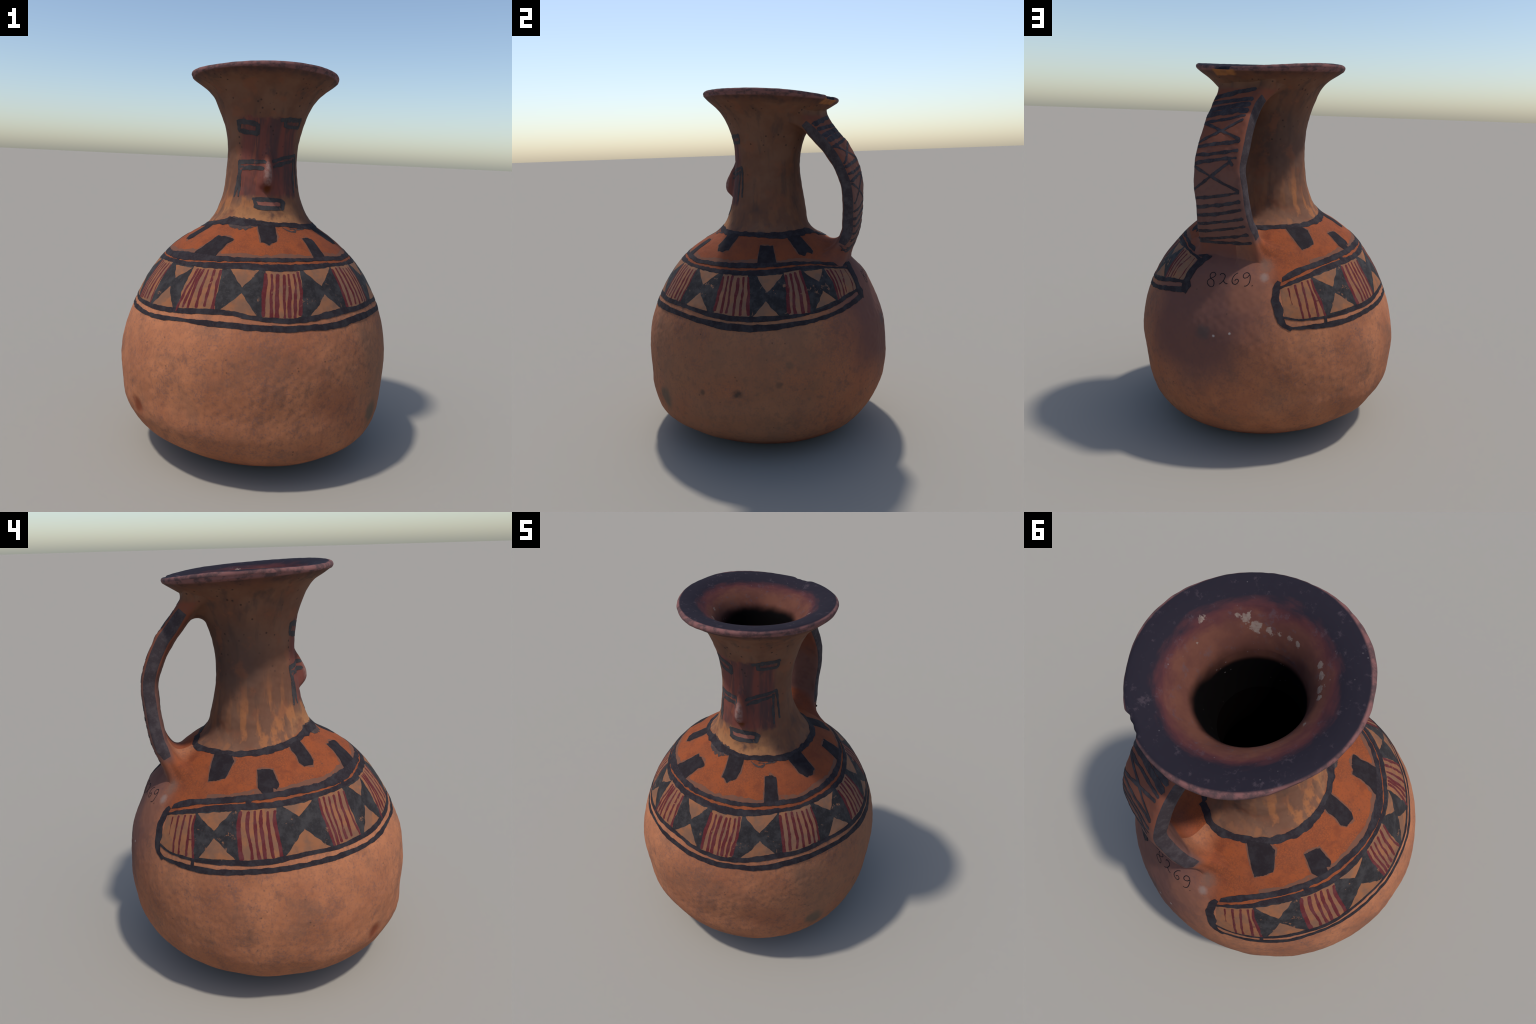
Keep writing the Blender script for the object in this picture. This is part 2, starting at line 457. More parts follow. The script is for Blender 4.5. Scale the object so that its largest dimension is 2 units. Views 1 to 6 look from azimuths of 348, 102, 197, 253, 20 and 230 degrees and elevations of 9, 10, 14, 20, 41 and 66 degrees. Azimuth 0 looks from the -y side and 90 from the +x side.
def lip_underside_colour(N):
    p, x, y, z = N.position()
    base, h = use(N, 'neck_clay')
    a = N.angle(x, y, .010, .067)
    dark = N.mix(N.step(N.noise(p, 12, 5, .65), .40, .66), (.115, .050, .034), (.060, .034, .030))
    sx = N.math('SUBTRACT', z, N.math('MULTIPLY', N.math('SINE', N.math('ADD', N.math('MULTIPLY', a, 2*math.pi), math.pi/2)), -.027))
    k = N.step(N.math('ADD', sx, N.math('MULTIPLY', N.math('SUBTRACT', N.noise(p, 9, 4, .6), .5), .05)), 1.900, 1.940)
    c = N.mix(k, base, dark)
    worn = N.mix(N.step(N.noise(p, 20, 5, .65), .42, .64), PINK_WORN, (.080, .048, .048))
    c = N.mix(N.step(sx, 1.938, 1.946), c, worn)
    # fresh orange scar of the chip
    aw = N.math('ADD', a, N.math('MULTIPLY', N.math('SUBTRACT', N.noise(p, 30, 4, .6), .5), .02))
    scar = N.math('MULTIPLY', N.step(aw, deg(418), deg(422)), N.step(aw, deg(443), deg(438)))
    scar = N.math('MULTIPLY', scar, N.step(N.math('ADD', z, N.math('MULTIPLY', N.math('SUBTRACT', N.noise(p, 22, 3), .5), .02)), 1.893, 1.902))
    c = N.mix(N.math('MULTIPLY', scar, N.step(N.noise(p, 15, 4), .3, .55, .6, 1)), c, (.30, .115, .040))
    return c, h


def handle_colour(N):
    p, x, y, z = N.position()
    m = N.noise(p, 11, 5, .6)
    fine = N.noise(p, 70, 4, .65)
    top = N.step(N.math('ADD', z, N.math('MULTIPLY', N.math('SUBTRACT', m, .5), .25)), 1.38, 1.62)
    c = N.mix(top, (.155, .072, .056), (.180, .058, .034))  # upper colour toned down toward the shaded inner face of the strap
    c = N.mix(N.math('MULTIPLY', N.step(N.noise(p, 17, 5, .6), .48, .68), .55), c, (.11, .048, .040))
    c = N.mix(N.math('MULTIPLY', N.step(fine, .54, .72), .35), c, (.10, .07, .065))
    # runs into the wall colours at both roots
    nb, _ = use(N, 'neck_clay'); bb, _ = use(N, 'body_clay')
    ax, ay = N.math('SUBTRACT', x, .01), N.math('SUBTRACT', y, .05)
    rad = N.math('SQRT', N.math('ADD', N.math('MULTIPLY', ax, ax), N.math('MULTIPLY', ay, ay)))
    near = N.math('MULTIPLY', N.step(rad, .325, .285), N.step(z, 1.55, 1.65))
    c = N.mix(N.math('MAXIMUM', near, N.step(z, 1.825, 1.850)), c, nb)
    c = N.mix(N.math('MULTIPLY', N.step(rad, .47, .43), N.step(z, 1.22, 1.19)), c, bb)
    c = N.mix(N.step(z, 1.135, 1.085), c, bb)
    return c, fine


def paint(N, ground, main, dusty, wear, dust):
    p, x, y, z = N.position()
    g, h = use(N, ground)
    fine = N.noise(p, 95, 5, .7)
    mid = N.noise(p, 21, 5, .65)
    c = N.mix(N.math('MULTIPLY', N.step(mid, .40, .66), dust), main, dusty)
    c = N.mix(N.math('MULTIPLY', N.step(fine, .50, .72), dust*.8), c, dusty)
    hole = N.math('ADD', N.math('MULTIPLY', N.noise(p, 38, 5, .7), .72), N.math('MULTIPLY', N.noise(p, 9, 3), .28))
    c = N.mix(N.math('MULTIPLY', N.step(hole, .70 - .30*wear, .75 - .30*wear), .85), c, g)
    return c, fine


def material(name, fn, rough=.84, bump=.12, dist=.004, spec=.12):
    m = bpy.data.materials.new(name)
    m.use_nodes = True
    t = m.node_tree
    t.nodes.clear()
    N = Nodes(t)
    c, h = fn(N)
    b = N.new('ShaderNodeBsdfPrincipled')
    N.put(b.inputs['Base Color'], c)
    b.inputs['Roughness'].default_value = rough
    b.inputs['Specular IOR Level'].default_value = spec
    bp = N.new('ShaderNodeBump')
    bp.inputs['Strength'].default_value = bump
    bp.inputs['Distance'].default_value = dist
    N.put(bp.inputs['Height'], h)
    N.put(b.inputs['Normal'], bp.outputs[0])
    o = N.new('ShaderNodeOutputMaterial')
    N.put(o.inputs[0], b.outputs[0])
    return m


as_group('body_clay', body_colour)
as_group('neck_clay', neck_colour)
as_group('mouth_clay', mouth_colour)
as_group('wall_clay', wall_colour)
as_group('lip_clay', lip_underside_colour)
as_group('handle_clay', handle_colour)

MAT = {
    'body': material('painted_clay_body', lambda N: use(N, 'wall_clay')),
    'neck': material('streaked_clay_neck', lambda N: use(N, 'wall_clay')),
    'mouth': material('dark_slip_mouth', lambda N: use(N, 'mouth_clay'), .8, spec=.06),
    'lip': material('lip_underside', lambda N: use(N, 'lip_clay')),
    'handle': material('handle_clay', lambda N: use(N, 'handle_clay')),
    'line': material('black_line_paint', lambda N: paint(N, 'body_clay', BLACK_PAINT, BLACK_DUSTY, .10, .55)),
    'tab': material('black_tab_paint', lambda N: paint(N, 'body_clay', (.017, .012, .014), (.034, .030, .033), .03, .45)),
}


def panel_colour(N):
    p, x, y, z = N.position()
    c = N.mix(N.step(N.noise(p, 14, 5, .6), .40, .62), PANEL_ORANGE, PANEL_TAN)
    c = N.mix(N.math('MULTIPLY', N.step(N.noise(p, 26, 4, .6), .52, .70), .5), c, (.145, .075, .050))
    fine = N.noise(p, 85, 4, .65)
    c = N.mix(N.math('MULTIPLY', N.step(fine, .55, .74), .35), c, (.19, .11, .08))
    dim = N.step(x, -.1, .55)
    c = N.mix(N.math('MULTIPLY', dim, .30), c, (.20, .125, .090))
    return c, fine


as_group('panel_ground', panel_colour)
MAT['panel'] = material('tan_panel_slip', lambda N: use(N, 'panel_ground'))
MAT['bow'] = material('worn_black_paint', lambda N: paint(N, 'panel_ground', (.022, .019, .020), (.052, .047, .047), .36, .65), .7)
MAT['stripe'] = material('dark_red_paint', lambda N: paint(N, 'panel_ground', RED_PAINT, RED_DUSTY, .30, .55))
MAT['face'] = material('black_face_paint', lambda N: paint(N, 'neck_clay', (.038, .033, .034), (.062, .055, .055), .38, .65))
MAT['mouth_fill'] = material('red_mouth_paint', lambda N: paint(N, 'neck_clay', (.22, .070, .050), (.26, .12, .09), .1, .5))
MAT['halo'] = material('brown_paint_halo', lambda N: paint(N, 'body_clay', (.150, .062, .038), (.120, .062, .045), .42, .6))
MAT['smear'] = material('thin_black_smear', lambda N: paint(N, 'body_clay', (.050, .034, .032), (.085, .060, .052), .34, .7))
MAT['handle_line'] = material('handle_black_paint', lambda N: paint(N, 'handle_clay', (.032, .024, .028), (.066, .058, .062), .20, .6))
MAT['handle_edge'] = material('handle_edge_paint', lambda N: paint(N, 'handle_clay', (.042, .031, .034), (.080, .064, .066), .10, .7))
MAT['inside'] = material('inside_blackened_for_shade', lambda N: (N.mix(N.noise(N.position()[0], 14, 4), (.002, .0015, .0015), (.003, .002, .002)), N.noise(N.position()[0], 60, 4)), 1.0, spec=0.0)
MAT['ink'] = material('ink', lambda N: paint(N, 'body_clay', (.010, .008, .010), (.02, .016, .018), 0, .3))


# ----------------------------------------------------------------------------
#  3. MESH HELPERS
# ----------------------------------------------------------------------------
def make_object(name, verts, faces, mat, normals=None, parent=None):
    me = bpy.data.meshes.new(name)
    me.from_pydata([tuple(v) for v in verts], [], [tuple(int(i) for i in f) for f in faces])
    me.materials.append(mat)
    me.polygons.foreach_set('use_smooth', [True]*len(me.polygons))
    me.update()
    if normals is not None:
        me.normals_split_custom_set_from_vertices([tuple(n) for n in normals])
    ob = bpy.data.objects.new(name, me)
    bpy.context.scene.collection.objects.link(ob)
    if parent is not None:
        ob.parent = parent
    return ob


def grid_normals(G, wrap=True):
    """vertex normals of a (rows, columns, 3) grid closed in the column direction"""
    du = np.roll(G, -1, 1) - np.roll(G, 1, 1)
    dv = np.empty_like(G)
    dv[1:-1] = G[2:] - G[:-2]; dv[0] = G[1] - G[0]; dv[-1] = G[-1] - G[-2]
    n = np.cross(du, dv)
    return n / np.maximum(np.linalg.norm(n, axis=-1, keepdims=True), 1e-12)


def submesh(name, G, Nrm, rows, mat, parent, keep=None):
    """object from a run of grid rows; keep = optional mask of the quads"""
    r0, r1 = rows
    n = G.shape[1]
    V = G[r0:r1 + 1].reshape(-1, 3); M = Nrm[r0:r1 + 1].reshape(-1, 3)
    i, j = np.meshgrid(np.arange(r1 - r0), np.arange(n), indexing='ij')
    j2 = (j + 1) % n
    F = np.stack([i*n + j, i*n + j2, (i + 1)*n + j2, (i + 1)*n + j], -1).reshape(-1, 4)
    if keep is not None:
        F = F[keep[r0:r1].reshape(-1)]
    used = np.unique(F)
    remap = np.full(len(V), -1); remap[used] = np.arange(len(used))
    return make_object(name, V[used], remap[F], mat, M[used], parent)


# ----------------------------------------------------------------------------
#  4. VESSEL
# ----------------------------------------------------------------------------
jug = bpy.data.objects.new('clay_jug', None)
bpy.context.scene.collection.objects.link(jug)
jug.empty_display_size = .2
jug["label"] = "round terracotta jug with painted band, face on neck, strap handle"
jug["category"] = "clay jug"

NT_ = 640
TH = np.linspace(0, 2*np.pi, NT_, endpoint=False)
rows = []                                   # each: (NT_, 3)
# underside: gently convex disc
for r, z in ((.004, 0.0), (.06, .0), (.13, .0), (.20, .0), (.26, .002), (.315, .0065)):
    f = r/.36
    cx, cy = RINGS[0, 2], RINGS[0, 3]
    rr = r + f*(RINGS[0, 4]*np.cos(2*TH) + RINGS[0, 5]*np.sin(2*TH))
    rows.append(np.stack([cx + rr*np.cos(TH), cy + rr*np.sin(TH), np.full(NT_, z)], -1))
# outer wall, rows spread evenly along the profile
zs = np.linspace(.0, Z_TOP, 6000)
arc = np.concatenate([[0], np.cumsum(np.hypot(np.diff(zs), np.diff(col(1, zs))))])
zrow = np.interp(np.linspace(0, arc[-1], 430), arc, zs)
zrow = zrow[zrow > .018]
k_wall = len(rows)
for z in zrow:
    rows.append(wall(TH, np.full(NT_, z)))
z_of_row = np.concatenate([np.zeros(k_wall), zrow])
k_rim = len(rows)
# rolled lip and inside, (radius, height) stations through a smooth curve
LIP = np.array([(.3890, 1.948), (.3930, 1.954), (.3940, 1.960), (.3915, 1.967), (.3855, 1.9715), (.3780, 1.973),
                (.368, 1.9725), (.350, 1.9705), (.325, 1.965), (.300, 1.956), (.273, 1.941), (.246, 1.919), (.222, 1.891), (.200, 1.855),
                (.185, 1.812), (.172, 1.745), (.160, 1.640), (.157, 1.520), (.166, 1.420), (.188, 1.330), (.225, 1.245),
                (.300, 1.165), (.400, 1.075), (.500, .965), (.580, .830), (.635, .680), (.655, .520), (.640, .360), (.570, .220), (.430, .120), (.220, .075), (.004, .065)])
s = np.concatenate([[0], np.cumsum(np.linalg.norm(np.diff(LIP, axis=0), axis=1))])
ss = np.concatenate([np.linspace(0, s[14], 76), np.linspace(s[14], s[-1], 60)[1:]])
lr, lz = hermite(ss, s, LIP[:, 0]), hermite(ss, s, LIP[:, 1])
for r, z in zip(lr, lz):
    up = float(smooth(z, 1.70, 1.93))
    cut = smooth(r, .30, .39)
    rad = r + cut*(-.0003*np.cos(2*TH) + .0013*np.sin(2*TH) + .0062*np.cos(3*TH)) + 0*TH
    zc = min(max(z, .1), Z_TOP)
    cx, cy = float(col(2, zc)), float(col(3, zc))
    P = np.stack([cx + rad*np.cos(TH), cy + rad*np.sin(TH), z + up*rim_lift(TH)], -1)
    wob = (LUMPS(P)*.0016 + DIMPLES(P)*.0005)*cut - .0125*chip(TH)*smooth(r, .345, .38)
    P[:, 0] += wob*np.cos(TH); P[:, 1] += wob*np.sin(TH)
    P[:, 2] += cut*DIMPLES(P + 3.0)*.0003
    rows.append(P)
# fair the top of the flare into the lip (lip warp fades in over the last rows)
for i in range(k_wall, k_rim):
    c = float(smooth(z_of_row[i], 1.90, Z_TOP))
    if c > 0:
        w = c*.0062*np.cos(3*TH)
        rows[i][:, 0] += w*np.cos(TH); rows[i][:, 1] += w*np.sin(TH)
G = np.array(rows)
G[:, :, 2] -= min(0.0, G[:, :, 2].min())
NRM = grid_normals(G)

row_at = lambda z: k_wall + int(np.searchsorted(zrow, z))
r_neck, r_lip = row_at(1.19), row_at(1.895)
r_crest = k_rim + int(np.argmin(np.abs(lr[:40] - .377)))
r_throat = k_rim + int(np.argmin(np.abs(lz - 1.60)))

QZ = np.concatenate([z_of_row, np.full(len(rows) - k_rim, 9.0)])
nose_mask = nose_height(TH[None, :] + .5*(TH[1]), np.clip(QZ, 0, 3)[:, None]) > .0012
body = submesh('body', G, NRM, (0, r_neck), MAT['body'], jug)
neck = submesh('neck', G, NRM, (r_neck, r_lip), MAT['neck'], jug, ~nose_mask)
nose = submesh('nose', G, NRM, (r_neck, r_lip), MAT['neck'], neck, nose_mask)
lip_under = submesh('rim', G, NRM, (r_lip, k_rim + 2), MAT['lip'], jug)
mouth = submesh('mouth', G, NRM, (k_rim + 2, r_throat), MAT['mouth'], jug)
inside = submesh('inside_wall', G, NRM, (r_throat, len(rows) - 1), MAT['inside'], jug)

# ----------------------------------------------------------------------------
#  5. HANDLE : strap with rounded edges, flowing into neck and shoulder
# ----------------------------------------------------------------------------
# outer face: height, left edge (x, y), right edge (x, y)
STRAP = np.array([
    (1.08, .222, .498, -.104, .536), (1.13, .209, .531, -.092, .556), (1.174, .204, .550, -.076, .573),
    (1.255, .207, .557, -.056, .588), (1.36, .217, .559, -.040, .596), (1.463, .223, .547, -.023, .598),
    (1.564, .221, .510, -.028, .575), (1.65, .215, .461, -.030, .536), (1.70, .214, .421, -.031, .506),
    (1.745, .211, .381, -.033, .469), (1.80, .208, .330, -.042, .428), (1.84, .206, .292, -.048, .394)])
THICK = np.array([(1.08, .086), (1.20, .082), (1.36, .080), (1.50, .080), (1.65, .082), (1.84, .080)])


def strap_frame(z):
    z = np.asarray(z, float)
    grow = {1: .016, 2: .002, 3: -.003, 4: .004}          # rounding of the edges eats into the width
    f = lambda k, q: hermite(q, STRAP[:, 0], STRAP[:, k] + grow[k])
    mid = lambda q: np.stack([(f(1, q) + f(3, q))/2, (f(2, q) + f(4, q))/2, q], -1)
    wd = np.stack([f(3, z) - f(1, z), f(4, z) - f(2, z), 0*z], -1)
    half = np.linalg.norm(wd, axis=-1)/2
    wd = wd/(2*half[..., None])
    t = mid(np.clip(z + .02, 1.08, 1.84)) - mid(np.clip(z - .02, 1.08, 1.84))
    t = t - (t*wd).sum(-1, keepdims=True)*wd
    t /= np.linalg.norm(t, axis=-1, keepdims=True)
    n = np.cross(wd, t)
    n = n*np.sign((n[..., 1:2]))
    return mid(z), wd, half, t, n, np.interp(z, THICK[:, 0], THICK[:, 1])


def strap_section(u, half, th):
    """rounded slab; u in 0..1 runs outer face -> right edge -> inner face -> left edge"""
    ang = 2*np.pi*u
    e = 2/6.5
    c, s_ = np.sin(ang - np.pi/4*0), np.cos(ang)
    x = np.sign(c)*np.abs(c)**e
    y = np.sign(s_)*np.abs(s_)**.52
    return x*half, (y - 1)*th/2


NU = 96
# even spacing round the slab
uu = np.linspace(0, 1, 4001)
xx, yy = strap_section(uu, .13, .06)
L = np.concatenate([[0], np.cumsum(np.hypot(np.diff(xx), np.diff(yy)))])
U = np.interp(np.linspace(0, L[-1], NU, endpoint=False), L, uu)


def strap_ring(z, u=None):
    mid, wd, half, t, n, th = strap_frame(z)
    x, y = strap_section(U if u is None else u, half, th)
    return mid + x[:, None]*wd + y[:, None]*n


Z0, Z1 = 1.150, 1.780
free = [strap_ring(z) for z in np.linspace(Z0, Z1, 130)]


def root(ring, t_out, spread_fn, reach, rows_n=16):
    """fillet rows from a free ring to a spread foot lying on the wall"""
    cen = ring.mean(0)
    foot_raw = ring.copy()
    for _ in range(1):
        # march along the strap direction until the wall is met
        best = None
        steps = np.linspace(0, .16, 161)
        hit = np.zeros(len(ring))
        for k, p in enumerate(ring):
            Q = p + t_out*steps[:, None]
            x, y = Q[:, 0] - col(2, Q[:, 2]), Q[:, 1] - col(3, Q[:, 2])
            F = np.hypot(x, y) - wall_radius(np.arctan2(y, x), Q[:, 2])
            i = np.where(F < 0)[0]
            hit[k] = steps[i[0]] if len(i) else steps[np.argmin(F)]
        foot_raw = ring + t_out*hit[:, None]
    fc = foot_raw.mean(0)
    d = foot_raw - fc
    d = d - t_out*(d @ t_out)[:, None]*.6
    dn = d/np.linalg.norm(d, axis=1, keepdims=True)
    foot = to_wall(foot_raw + dn*spread_fn(ring, cen)[:, None])
    th = np.arctan2(foot[:, 1] - col(3, foot[:, 2]), foot[:, 0] - col(2, foot[:, 2]))
    nr = wall_normal(th, np.clip(foot[:, 2], 0, Z_TOP))
    foot = foot - nr*.0012
    back = foot_raw - foot
    back = back - nr*(back*nr).sum(1, keepdims=True)
    bl = np.linalg.norm(back, axis=1, keepdims=True)
    gap = np.linalg.norm(foot - ring, axis=1, keepdims=True)
    p1 = ring + t_out*np.minimum(gap*reach, .07)
    p2 = foot + back/np.maximum(bl, 1e-6)*np.minimum(bl*.8, gap*.5)
    out = []
    for k in range(1, rows_n + 1):
        q = k/rows_n
        out.append((1-q)**3*ring + 3*(1-q)**2*q*p1 + 3*(1-q)*q*q*p2 + q**3*foot)
    return out


_, wd0, _, t0, n0, _ = strap_frame(np.array(Z0))
_, wd1, _, t1, n1, _ = strap_frame(np.array(Z1))


def spread_low(ring, cen):
    s_ = (ring - cen) @ n0 / .03                       # +1 outer face, -1 inner face
    e = np.abs((ring - cen) @ wd0) / .14
    return .030 + .084*smooth(-s_, -.2, 1) + .028*smooth(e, .5, 1)


def spread_high(ring, cen):
    s_ = (ring - cen) @ n1 / .03
    e = np.abs((ring - cen) @ wd1) / .14
    return .030 + .062*smooth(-s_, -.2, 1) + .020*smooth(s_, 0, 1) + .016*smooth(e, .5, 1)


low = root(free[0], -t0, spread_low, .45)
high = root(free[-1], t1, spread_high, .40)
H = np.array(low[::-1] + free + high)
H += (LUMPS(H*2.1)*.0012 + DIMPLES(H)*.0006)[..., None]*np.array([.2, .9, .1])
HN = grid_normals(H)
side = np.sign((HN[len(low) + 60, 0] @ n0))
if side < 0:
    H = H[:, ::-1]; HN = grid_normals(H)
handle = submesh('handle', H, HN, (0, len(H) - 1), MAT['handle'], jug)
_i, _j = np.meshgrid(np.arange(len(H) - 1), np.arange(NU), indexing='ij')
_q = np.stack([_i*NU + _j, _i*NU + (_j + 1) % NU, (_i + 1)*NU + (_j + 1) % NU, (_i + 1)*NU + _j], -1).reshape(-1, 4)
HANDLE_TREE = BVHTree.FromPolygons([Vector(v) for v in H.reshape(-1, 3)], [tuple(int(k) for k in f) for f in _q])


def drop_on_handle(p, out, far=.06):
    hit = HANDLE_TREE.ray_cast(Vector(p + out*far), Vector(-out), far*2.2)
    if hit[0] is None:
        return p, out
    n = np.array(hit[1])
    return np.array(hit[0]), n if n @ out > 0 else -n



# ----------------------------------------------------------------------------
#  6. PAINT : thin films laid on the surfaces
# ----------------------------------------------------------------------------
class Film:
    """maps flat (a, b) paint coordinates on to a surface"""
    def __init__(self, scale, place):
        self.scale = scale          # metres per unit of a and b, for even meshing
        self.place = place          # (a, b) -> points, normals


def wall_place(q):
    th, z = np.radians(q[:, 0]), q[:, 1]
    return wall(th, z), wall_normal(th, z)


BODY_FILM = Film((math.pi/180*.58, 1.25), wall_place)
NECK_FILM = Film((math.pi/180*.21, 1.05), wall_place)
BACK_FILM = Film((math.pi/180*.57, 1.25), wall_place)


def strap_place(q):
    """a: -1..1 across the outer face, b: height"""
    P, n_ = [], []
    for a, b in q:
        mid, wd, half, t, n, th = strap_frame(np.array(b))
        x = np.clip(a, -.985, .985)
        u = math.asin(min(1, abs(x)**3.25))/(2*math.pi)
        u = u if x >= 0 else 1 - u
        sx, sy = strap_section(np.array([u]), half, th)
        p, k = drop_on_handle(mid + sx[0]*wd + sy[0]*n, n)
        P.append(p); n_.append(k)
    P, n_ = np.array(P), np.array(n_)
    return P, n_/np.linalg.norm(n_, axis=1, keepdims=True)


STRAP_FILM = Film((.13, 1.05), strap_place)


def fray(poly, film, wobble, step, seed):
    """resample an outline and give it a hand-painted edge"""
    A = np.array(poly, float)*film.scale
    out = []
    for p, q in zip(A, np.roll(A, -1, 0)):
        n = max(1, int(np.linalg.norm(q - p)/step))
        out += [p + (q - p)*k/n for k in range(n)]
    A = np.array(out)
    T = np.roll(A, -1, 0) - np.roll(A, 1, 0)
    nn = np.stack([T[:, 1], -T[:, 0]], 1)/np.maximum(np.linalg.norm(T, axis=1), 1e-9)[:, None]
    Q = np.concatenate([A, np.full((len(A), 1), seed*.37)], 1)
    return A + nn*((EDGE_WOBBLE(Q)*.75 + EDGE_FRAY(Q)*.28)*wobble)[:, None]


def inside_poly(P, A):
    x, y = P[:, 0], P[:, 1]
    c = np.zeros(len(P), bool)
    for (x0, y0), (x1, y1) in zip(A, np.roll(A, -1, 0)):
        if y0 == y1:
            continue
        m = ((y0 > y) != (y1 > y)) & (x < (x1 - x0)*(y - y0)/(y1 - y0) + x0)
        c ^= m
    return c


_film_n = [0]


def film(name, poly, mat, parent, surface=None, layer=1, wobble=.0016, step=.005, grid=.010):
    surface = surface or BODY_FILM
    _film_n[0] += 1
    A = fray(poly, surface, wobble, step, _film_n[0])
    lo, hi = A.min(0), A.max(0)
    gx, gy = np.meshgrid(np.arange(lo[0], hi[0], grid), np.arange(lo[1], hi[1], grid))
    P = np.stack([gx.ravel(), gy.ravel()], 1)
    if len(P):
        P = P[inside_poly(P, A)]
        if len(P):                               # keep clear of the outline
            d = np.full(len(P), 9.0)
            for q in range(0, len(A), 64):
                d = np.minimum(d, ((P[:, None] - A[None, q:q + 64])**2).sum(2).min(1))
            P = P[d > (step*.55)**2]
    pts = [Vector(p) for p in np.concatenate([A, P])]
    n = len(A)
    res = geometry.delaunay_2d_cdt(pts, [(i, (i + 1) % n) for i in range(n)], [], 1, 1e-7)
    V = np.array([(v[0], v[1]) for v in res[0]])
    F = [tuple(f) for f in res[2]]
    if not F:
        return None
    W, Nn = surface.place(V/np.array(surface.scale))
    top = W + Nn*(.00035 + .00045*layer)
    # border edges -> skirt into the wall
    cnt = {}
    for f in F:
        for a, b in zip(f, f[1:] + f[:1]):
            cnt[(a, b)] = 1
    verts, norms = list(top), list(Nn)
    sk = {}

    def dn(i):
        if i not in sk:
            sk[i] = len(verts)
            verts.append(W[i] - Nn[i]*.0012); norms.append(Nn[i])
        return sk[i]
    faces = []
    area = sum(np.cross(np.append(V[f[1]] - V[f[0]], 0), np.append(V[f[2]] - V[f[0]], 0))[2] for f in F)
    flip = np.dot(np.cross(top[F[0][1]] - top[F[0][0]], top[F[0][2]] - top[F[0][0]]), Nn[F[0][0]]) < 0
    for f in F:
        faces.append(f[::-1] if flip else f)
    for (a, b) in cnt:
        if (b, a) not in cnt:
            q = (b, a, dn(a), dn(b))
            faces.append(q[::-1] if flip else q)
    return make_object(name, verts, faces, mat, norms, parent)


def stroke(name, pts, width, mat, parent, surface=None, layer=1, wobble=.0014, closed=False, **kw):
    """brush stroke of even or tapering width (metres) along a polyline"""
    surface = surface or BODY_FILM
    A = np.array(pts, float)*surface.scale
    if len(A) > 2:                                # soften the corners
        B = [A[0]]
        for p, q in zip(A[:-1], A[1:]):
            B += [p*.75 + q*.25, p*.25 + q*.75]
        A = np.array(B + [A[-1]])
    w = np.interp(np.linspace(0, 1, len(A)), np.linspace(0, 1, len(np.atleast_1d(width))), np.atleast_1d(width))/2
    T = np.gradient(A, axis=0)
    T /= np.linalg.norm(T, axis=1, keepdims=True)
    nn = np.stack([-T[:, 1], T[:, 0]], 1)
    a, b = A + nn*w[:, None], A - nn*w[:, None]
    cap0 = [A[0] - T[0]*w[0]*.6]; cap1 = [A[-1] + T[-1]*w[-1]*.6]
    poly = np.concatenate([a, cap1, b[::-1], cap0])/np.array(surface.scale)
    return film(name, poly, mat, parent, surface, layer, wobble, **kw)


